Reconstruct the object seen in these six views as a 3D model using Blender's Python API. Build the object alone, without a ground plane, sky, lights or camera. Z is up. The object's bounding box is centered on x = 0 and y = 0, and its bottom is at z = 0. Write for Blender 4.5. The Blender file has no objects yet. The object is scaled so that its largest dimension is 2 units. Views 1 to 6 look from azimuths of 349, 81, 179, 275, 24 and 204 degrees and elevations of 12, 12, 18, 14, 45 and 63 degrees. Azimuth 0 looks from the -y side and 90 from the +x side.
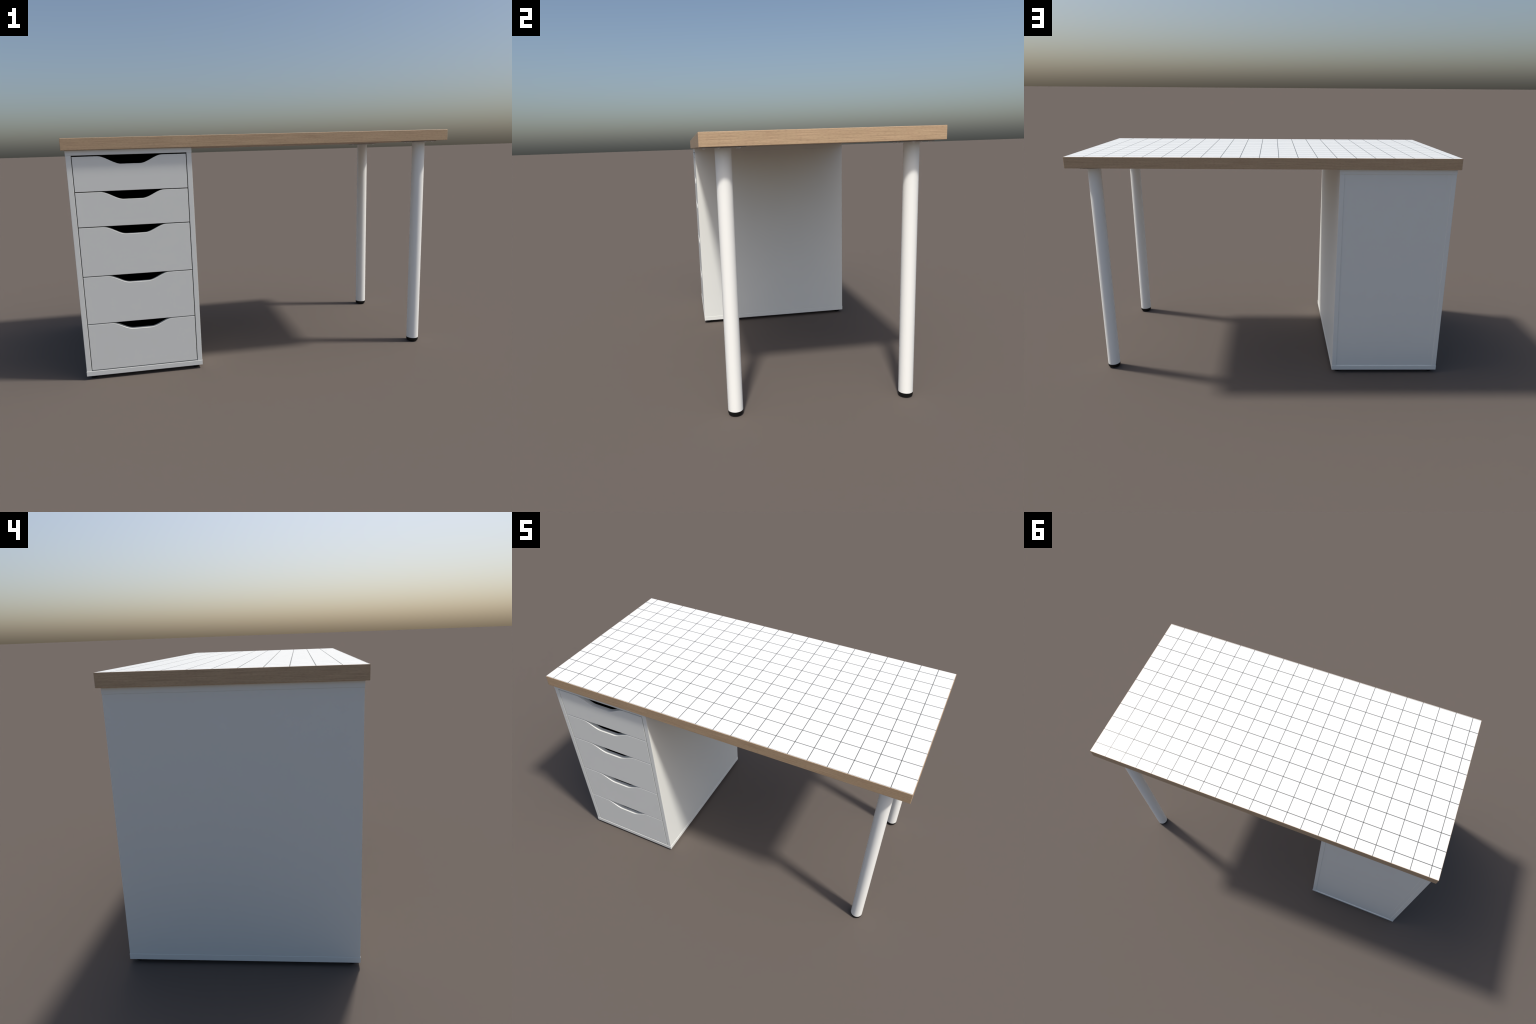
"""Writing desk: grid-printed laminate top with wood edge, five-drawer cabinet on
one side, two round tubular legs on the other.  Units: metres, z up."""
import bpy, bmesh, math
from mathutils import Vector

# ------------------------------------------------------------------ dimensions
TOP_X, TOP_Y = 2.0, 1.0                 # desk top footprint
TOP_Z0, TOP_Z1 = 1.1666, 1.2235         # under side / upper side of the slab
TOP_ROUND = 0.0020                      # rounded slab edge

CAB_X0, CAB_X1 = -0.9836, -0.3831       # cabinet footprint
CAB_Y0, CAB_Y1 = -0.4846, 0.4847
CAB_Z0 = 0.0172
CAB_XC = 0.5 * (CAB_X0 + CAB_X1)
TOP_PANEL, BASE_PANEL, SIDE_PANEL = 0.0246, 0.0256, 0.0255
INSET = 0.0012                          # sides stand back from top and base
FRONT_T = 0.0255                        # drawer front thickness
FRONT_X0, FRONT_X1 = -0.9542, -0.4125
GAP = 0.0045
SEAMS = (1.1379, 0.9660, 0.7932, 0.5440, 0.2952, 0.0460)   # drawer boundaries, top to bottom

LEG_X, LEG_Y, LEG_R = 0.8835, 0.4001, 0.0336
FOOT_H = 0.0215
PLATE_R, PLATE_T = 0.0940, 0.0030
SCREW_RING, SCREW_R, SCREW_H = 0.0768, 0.0072, 0.0056


# ------------------------------------------------------------------ node helpers
def new_material(name, colour=(0.8, 0.8, 0.8), rough=0.5, spec=0.5, metallic=0.0):
    m = bpy.data.materials.new(name)
    m.use_nodes = True
    b = m.node_tree.nodes["Principled BSDF"]
    b.inputs["Base Color"].default_value = (*colour, 1)
    b.inputs["Roughness"].default_value = rough
    b.inputs["Specular IOR Level"].default_value = spec
    b.inputs["Metallic"].default_value = metallic
    return m, m.node_tree, b


def node(nt, kind, **props):
    n = nt.nodes.new(kind)
    for k, v in props.items():
        setattr(n, k, v)
    return n


def math_node(nt, op, a, b=None):
    n = node(nt, "ShaderNodeMath", operation=op)
    for i, v in enumerate((a, b)):
        if v is None:
            continue
        if isinstance(v, (int, float)):
            n.inputs[i].default_value = v
        else:
            nt.links.new(v, n.inputs[i])
    return n.outputs[0]


def mix_colour(nt, fac, a, b, blend="MIX"):
    n = node(nt, "ShaderNodeMix", data_type="RGBA", blend_type=blend)
    for sock, v in ((n.inputs["Factor"], fac), (n.inputs["A"], a), (n.inputs["B"], b)):
        if isinstance(v, (int, float)):
            sock.default_value = v
        elif isinstance(v, tuple):
            sock.default_value = (*v, 1)
        else:
            nt.links.new(v, sock)
    return n.outputs["Result"]


def noise(nt, coord, scale, detail=3.0, size=1.0, rough=0.5):
    mp = node(nt, "ShaderNodeMapping")
    mp.inputs["Scale"].default_value = scale
    nt.links.new(coord, mp.inputs["Vector"])
    n = node(nt, "ShaderNodeTexNoise")
    n.inputs["Scale"].default_value = size
    n.inputs["Detail"].default_value = detail
    n.inputs["Roughness"].default_value = rough
    nt.links.new(mp.outputs[0], n.inputs["Vector"])
    return n.outputs["Fac"]


def remap(nt, v, lo, hi, out_lo=0.0, out_hi=1.0):
    n = node(nt, "ShaderNodeMapRange")
    nt.links.new(v, n.inputs[0])
    for i, x in enumerate((lo, hi, out_lo, out_hi)):
        n.inputs[i + 1].default_value = x
    return n.outputs[0]


# ------------------------------------------------------------------ materials
def white_lacquer(name, colour=(0.842, 0.853, 0.812), rough=0.42):
    m, nt, b = new_material(name, colour, rough, 0.4)
    tc = node(nt, "ShaderNodeTexCoord")
    f = noise(nt, tc.outputs["Object"], (1, 1, 1), 4, 9.0)
    fac = remap(nt, f, 0.3, 0.7, 0.994, 1.0)
    shade = node(nt, "ShaderNodeCombineColor")
    for i in range(3):
        nt.links.new(fac, shade.inputs[i])
    nt.links.new(mix_colour(nt, 1.0, colour, shade.outputs[0], "MULTIPLY"), b.inputs["Base Color"])
    return m


def wood_edge():
    m, nt, b = new_material("oak_edge_band", rough=0.42, spec=0.5)
    co = node(nt, "ShaderNodeTexCoord").outputs["Object"]
    streak = noise(nt, co, (6, 6, 330), 1.5, 1.0, 0.5)      # long fine grain lines
    fine = noise(nt, co, (70, 70, 420), 2.0, 1.0, 0.5)        # short pores
    blotch = noise(nt, co, (16, 16, 26), 2.0, 1.0, 0.5)       # soft tone drift
    base = mix_colour(nt, remap(nt, streak, 0.27, 0.73), (0.400, 0.266, 0.158), (0.615, 0.432, 0.268))
    base = mix_colour(nt, remap(nt, blotch, 0.32, 0.68, 0.0, 0.40), base, (0.515, 0.372, 0.222))
    base = mix_colour(nt, remap(nt, fine, 0.48, 0.70, 0.0, 0.42), base, (0.330, 0.215, 0.130))
    nt.links.new(base, b.inputs["Base Color"])
    return m


GRID_X, GRID_X_AT = 0.09745, 0.9018     # pitch and one line of the printed grid
GRID_Y, GRID_Y_AT = 0.09330, -0.4036
LINE_X_W, LINE_Y_W = 0.0034, 0.0040        # printed line widths


def grid_laminate():
    m, nt, b = new_material("grid_print_laminate", rough=0.26, spec=0.5)
    co = node(nt, "ShaderNodeTexCoord").outputs["Object"]
    sep = node(nt, "ShaderNodeSeparateXYZ")
    nt.links.new(co, sep.inputs[0])
    masks = []
    for axis, pitch, at, width in ((0, GRID_X, GRID_X_AT, LINE_X_W), (1, GRID_Y, GRID_Y_AT, LINE_Y_W)):
        v = math_node(nt, "SUBTRACT", sep.outputs[axis], at - pitch * 0.5)
        v = math_node(nt, "DIVIDE", v, pitch)
        v = math_node(nt, "FRACT", v)
        v = math_node(nt, "SUBTRACT", v, 0.5)
        v = math_node(nt, "ABSOLUTE", v)
        d = math_node(nt, "MULTIPLY", v, pitch)               # metres from the line
        masks.append(remap(nt, d, width * 0.5 - 0.0007, width * 0.5 + 0.0007, 1.0, 0.0))
    # the print stops just short of the front edge
    masks[1] = math_node(nt, "MULTIPLY", masks[1], math_node(nt, "GREATER_THAN", sep.outputs[1], -0.4966))
    clear = math_node(nt, "MULTIPLY", math_node(nt, "SUBTRACT", 1.0, masks[0]), math_node(nt, "SUBTRACT", 1.0, masks[1]))
    line = math_node(nt, "SUBTRACT", 1.0, clear)
    nt.links.new(mix_colour(nt, line, (0.885, 0.89, 0.865), (0.093, 0.094, 0.088)), b.inputs["Base Color"])
    return m


WHITE = white_lacquer("white_lacquer")
LEG_WHITE = white_lacquer("white_powder_coat", (0.955, 0.955, 0.91), 0.40)
WOOD = wood_edge()
GRID = grid_laminate()
BLACK_PLASTIC = new_material("black_plastic", (0.005, 0.005, 0.005), 0.5, 0.25)[0]
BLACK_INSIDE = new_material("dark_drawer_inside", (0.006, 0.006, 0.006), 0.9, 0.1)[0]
PLATE_STEEL = new_material("grey_painted_steel", (0.30, 0.285, 0.275), 0.5, 0.4, 0.1)[0]
SCREW_STEEL = new_material("zinc_steel", (0.70, 0.71, 0.71), 0.35, 0.5, 0.25)[0]


# ------------------------------------------------------------------ mesh helpers
def link(name, mesh, parent, at=(0, 0, 0)):
    o = bpy.data.objects.new(name, mesh)
    bpy.context.scene.collection.objects.link(o)
    o.parent = parent
    world = Vector(at)
    o.location = world - PLACE[parent.name] if parent else world
    PLACE[o.name] = world
    return o


PLACE = {}


def finish(bm, name, material, smooth=None):
    bmesh.ops.recalc_face_normals(bm, faces=bm.faces)
    me = bpy.data.meshes.new(name)
    bm.to_mesh(me)
    bm.free()
    me.materials.append(material)
    if smooth is not None:
        me.shade_smooth()
        me.set_sharp_from_angle(angle=math.radians(smooth))
    return me


def add_box(bm, x0, x1, y0, y1, z0, z1, round_=0.0, seg=2):
    """Axis-aligned box with rounded edges, appended to bm."""
    r = bmesh.ops.create_cube(bm, size=1.0)
    vs = r["verts"]
    for v in vs:
        v.co = Vector((x0 if v.co.x < 0 else x1, y0 if v.co.y < 0 else y1, z0 if v.co.z < 0 else z1))
    if round_:
        es = {e for v in vs for e in v.link_edges}
        bmesh.ops.bevel(bm, geom=list(es), offset=round_, segments=seg, profile=0.5, affect="EDGES")


def box_object(name, parent, material, x, y, z, round_=0.001):
    c = Vector(((x[0] + x[1]) / 2, (y[0] + y[1]) / 2, (z[0] + z[1]) / 2))
    bm = bmesh.new()
    add_box(bm, x[0] - c.x, x[1] - c.x, y[0] - c.y, y[1] - c.y, z[0] - c.z, z[1] - c.z, round_)
    return link(name, finish(bm, name, material), parent, c)


def lathe(name, material, profile, seg=64, smooth=35):
    """Solid of revolution about z from (radius, z) pairs, closed at both ends."""
    bm = bmesh.new()
    rings = []
    for r, z in profile:
        if r < 1e-6:
            rings.append([bm.verts.new((0, 0, z))])
        else:
            rings.append([bm.verts.new((r * math.cos(2 * math.pi * i / seg), r * math.sin(2 * math.pi * i / seg), z))
                          for i in range(seg)])
    for a, b in zip(rings, rings[1:]):
        for i in range(seg):
            j = (i + 1) % seg
            if len(a) == 1:
                bm.faces.new((a[0], b[i], b[j]))
            elif len(b) == 1:
                bm.faces.new((a[i], a[j], b[0]))
            else:
                bm.faces.new((a[i], a[j], b[j], b[i]))
    return finish(bm, name, material, smooth)


# ------------------------------------------------------------------ desk root
desk = bpy.data.objects.new("desk", None)
bpy.context.scene.collection.objects.link(desk)
PLACE["desk"] = Vector((0, 0, 0))
desk["label"] = "white grid-top desk with wood edge, drawer cabinet and two round legs"
desk["category"] = "desk"

# ------------------------------------------------------------------ desk top
SHEET = 0.0018
bm = bmesh.new()
hz = (TOP_Z1 - TOP_Z0) / 2
add_box(bm, -TOP_X / 2, TOP_X / 2, -TOP_Y / 2, TOP_Y / 2, -hz, hz, TOP_ROUND, 3)
upper = max(bm.faces, key=lambda f: f.calc_center_median().z + (f.calc_area() > 0.5))
pocket = bmesh.ops.extrude_face_region(bm, geom=[upper])
bmesh.ops.translate(bm, vec=(0, 0, -SHEET), verts=[v for v in pocket["geom"] if isinstance(v, bmesh.types.BMVert)])
if upper.is_valid:
    bm.faces.remove(upper)
table_top = link("table_top", finish(bm, "table_top", WOOD), desk, (0, 0, TOP_Z0 + hz))

ex, ey = TOP_X / 2 - TOP_ROUND - 0.0001, TOP_Y / 2 - TOP_ROUND - 0.0001
bm = bmesh.new()
add_box(bm, -ex, ex, -ey, ey, -SHEET + 0.0002, 0.0)
laminate = link("laminate_sheet", finish(bm, "laminate_sheet", GRID), table_top, (0, 0, TOP_Z1))

# ------------------------------------------------------------------ drawer cabinet
CAB_Z1 = TOP_Z0 - 0.0003
SIDE_Z0, SIDE_Z1 = CAB_Z0 + BASE_PANEL, CAB_Z1 - TOP_PANEL
zc = (SIDE_Z0 + SIDE_Z1) / 2
hh = (SIDE_Z1 - SIDE_Z0) / 2
hw = (CAB_X1 - CAB_X0) / 2 - INSET
bm = bmesh.new()
for s in (-1, 1):                                              # the two side walls
    a, b = sorted((s * hw, s * (hw - SIDE_PANEL + INSET)))
    add_box(bm, a, b, CAB_Y0 + INSET, CAB_Y1 - INSET, -hh, hh, 0.0010)
cabinet = link("drawer_cabinet", finish(bm, "drawer_cabinet", WHITE), desk, (CAB_XC, 0, zc))

box_object("top_panel", cabinet, WHITE, (CAB_X0, CAB_X1), (CAB_Y0, CAB_Y1), (SIDE_Z1, CAB_Z1))
box_object("base_panel", cabinet, WHITE, (CAB_X0, CAB_X1), (CAB_Y0, CAB_Y1), (CAB_Z0, SIDE_Z0))

# back panel: thin sheet set back between the walls, with a raised strip along one side
BACK_Y = CAB_Y1 - 0.0034
IN_X0, IN_X1 = CAB_X0 + SIDE_PANEL, CAB_X1 - SIDE_PANEL
bm = bmesh.new()
half = (IN_X1 - IN_X0) / 2
add_box(bm, -half, half, -0.006, 0.0, -hh, hh)
add_box(bm, -half, -half + 0.0225, -0.0055, 0.0008, -hh + 0.0002, hh - 0.0002)
link("back_panel", finish(bm, "back_panel", WHITE), cabinet, (CAB_XC, BACK_Y, zc))


def finger_slot_drop(x, depth=0.0390, flat=0.044, reach=0.156):
    """Depth of the finger cut-out below the drawer's upper edge at distance x from its middle."""
    t = min(max((abs(x) - flat) / (reach - flat), 0.0), 1.0)
    s = t * t * (3 - 2 * t)
    return depth * (1.0 - s)


def drawer_front_mesh(height):
    """Flat front with an S-flanked finger cut-out in the upper edge; origin at its middle."""
    w, h = (FRONT_X1 - FRONT_X0) / 2, height / 2
    steps, reach = 96, 0.156
    outline = [(-w, -h), (w, -h), (w, h)]
    for i in range(steps + 1):
        x = reach - 2 * reach * i / steps
        outline.append((x, h - finger_slot_drop(x)))
    outline.append((-w, h))
    bm = bmesh.new()
    face = bm.faces.new([bm.verts.new((x, 0, z)) for x, z in outline])
    ext = bmesh.ops.extrude_face_region(bm, geom=[face], use_keep_orig=True)
    bmesh.ops.translate(bm, vec=(0, FRONT_T, 0), verts=[v for v in ext["geom"] if isinstance(v, bmesh.types.BMVert)])
    rim = [e for e in bm.edges if abs(e.verts[0].co.y - e.verts[1].co.y) < 1e-6]
    bmesh.ops.bevel(bm, geom=rim, offset=0.0008, segments=2, profile=0.5, affect="EDGES")
    return finish(bm, "drawer_front", WHITE)


FRONT_Y = CAB_Y0 + INSET + 0.0002
for upper_z, lower_z in zip(SEAMS, SEAMS[1:]):
    z1, z0 = upper_z - GAP / 2, lower_z + GAP / 2
    fx = (FRONT_X0 + FRONT_X1) / 2
    drawer = link("drawer_front", drawer_front_mesh(z1 - z0), cabinet, (fx, FRONT_Y, (z0 + z1) / 2))
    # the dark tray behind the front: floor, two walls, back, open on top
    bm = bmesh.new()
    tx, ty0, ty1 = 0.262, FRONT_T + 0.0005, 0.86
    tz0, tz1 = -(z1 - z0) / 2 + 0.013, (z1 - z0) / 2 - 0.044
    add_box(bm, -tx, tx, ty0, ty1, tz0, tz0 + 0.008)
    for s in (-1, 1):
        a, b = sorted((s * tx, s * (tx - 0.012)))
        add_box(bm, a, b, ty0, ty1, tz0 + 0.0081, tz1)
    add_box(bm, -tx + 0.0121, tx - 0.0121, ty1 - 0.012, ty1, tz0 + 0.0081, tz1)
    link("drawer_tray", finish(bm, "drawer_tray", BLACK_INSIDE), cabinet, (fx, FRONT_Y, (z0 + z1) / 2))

# black sheets modelled inside to make the finger slots and seams show dark
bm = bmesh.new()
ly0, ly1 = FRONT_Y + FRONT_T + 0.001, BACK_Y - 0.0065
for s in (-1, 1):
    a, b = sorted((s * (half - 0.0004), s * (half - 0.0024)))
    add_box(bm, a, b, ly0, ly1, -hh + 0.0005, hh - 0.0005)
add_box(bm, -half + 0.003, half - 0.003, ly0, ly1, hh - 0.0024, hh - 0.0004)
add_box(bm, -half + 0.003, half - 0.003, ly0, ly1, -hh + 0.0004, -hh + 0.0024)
link("inner_black_sheets", finish(bm, "inner_black_sheets", BLACK_INSIDE), cabinet, (CAB_XC, 0, zc))

foot_mesh = lathe("cabinet_foot", BLACK_PLASTIC,
                  [(0, 0), (0.0150, 0), (0.0165, 0.0015), (0.0170, 0.010), (0.0170, CAB_Z0 - 0.0002), (0, CAB_Z0 - 0.0002)], 40)
for sx in (-1, 1):
    for sy in (-1, 1):
        link("cabinet_foot", foot_mesh, cabinet, (CAB_XC + sx * 0.2670, sy * 0.4520, 0))

# ------------------------------------------------------------------ legs
plate_z0 = TOP_Z0 - PLATE_T - 0.0002
leg_mesh = lathe("leg", LEG_WHITE, [(0, 0), (LEG_R, 0), (LEG_R, plate_z0 - 0.0002 - FOOT_H - 0.0015),
                                    (LEG_R - 0.0015, plate_z0 - 0.0002 - FOOT_H), (0, plate_z0 - 0.0002 - FOOT_H)], 80)
rc = 0.010                                                     # rounding of the rubber foot
cap_profile = [(0, 0)] + [(LEG_R - rc + rc * math.sin(a), rc - rc * math.cos(a))
                          for a in [math.pi / 2 * i / 8 for i in range(9)]]
cap_profile += [(LEG_R + 0.0002, FOOT_H - 0.0006), (LEG_R - 0.0004, FOOT_H - 0.0001), (0, FOOT_H - 0.0001)]
cap_mesh = lathe("foot_cap", BLACK_PLASTIC, cap_profile, 80)
plate_mesh = lathe("mounting_plate", PLATE_STEEL,
                   [(0, 0), (PLATE_R - 0.002, 0), (PLATE_R, 0.0015), (PLATE_R, PLATE_T), (0, PLATE_T)], 80)
dome = [(SCREW_R * math.cos(a), -SCREW_H * math.sin(a)) for a in [math.pi / 2 * i / 6 for i in range(6, -1, -1)]]
dome[0] = (0, -SCREW_H)
screw_mesh = lathe("screw", SCREW_STEEL, dome + [(0, 0)], 24)
for sy in (-1, 1):
    leg = link("leg", leg_mesh, desk, (LEG_X, sy * LEG_Y, FOOT_H))
    link("foot_cap", cap_mesh, leg, (LEG_X, sy * LEG_Y, 0))
    link("mounting_plate", plate_mesh, leg, (LEG_X, sy * LEG_Y, plate_z0))
    for k in range(5):                                         # five screws round the plate
        a = math.radians(-18 + 72 * k)
        link("screw", screw_mesh, leg, (LEG_X + SCREW_RING * math.cos(a), sy * LEG_Y + SCREW_RING * math.sin(a),
                                        plate_z0 - 0.0001))
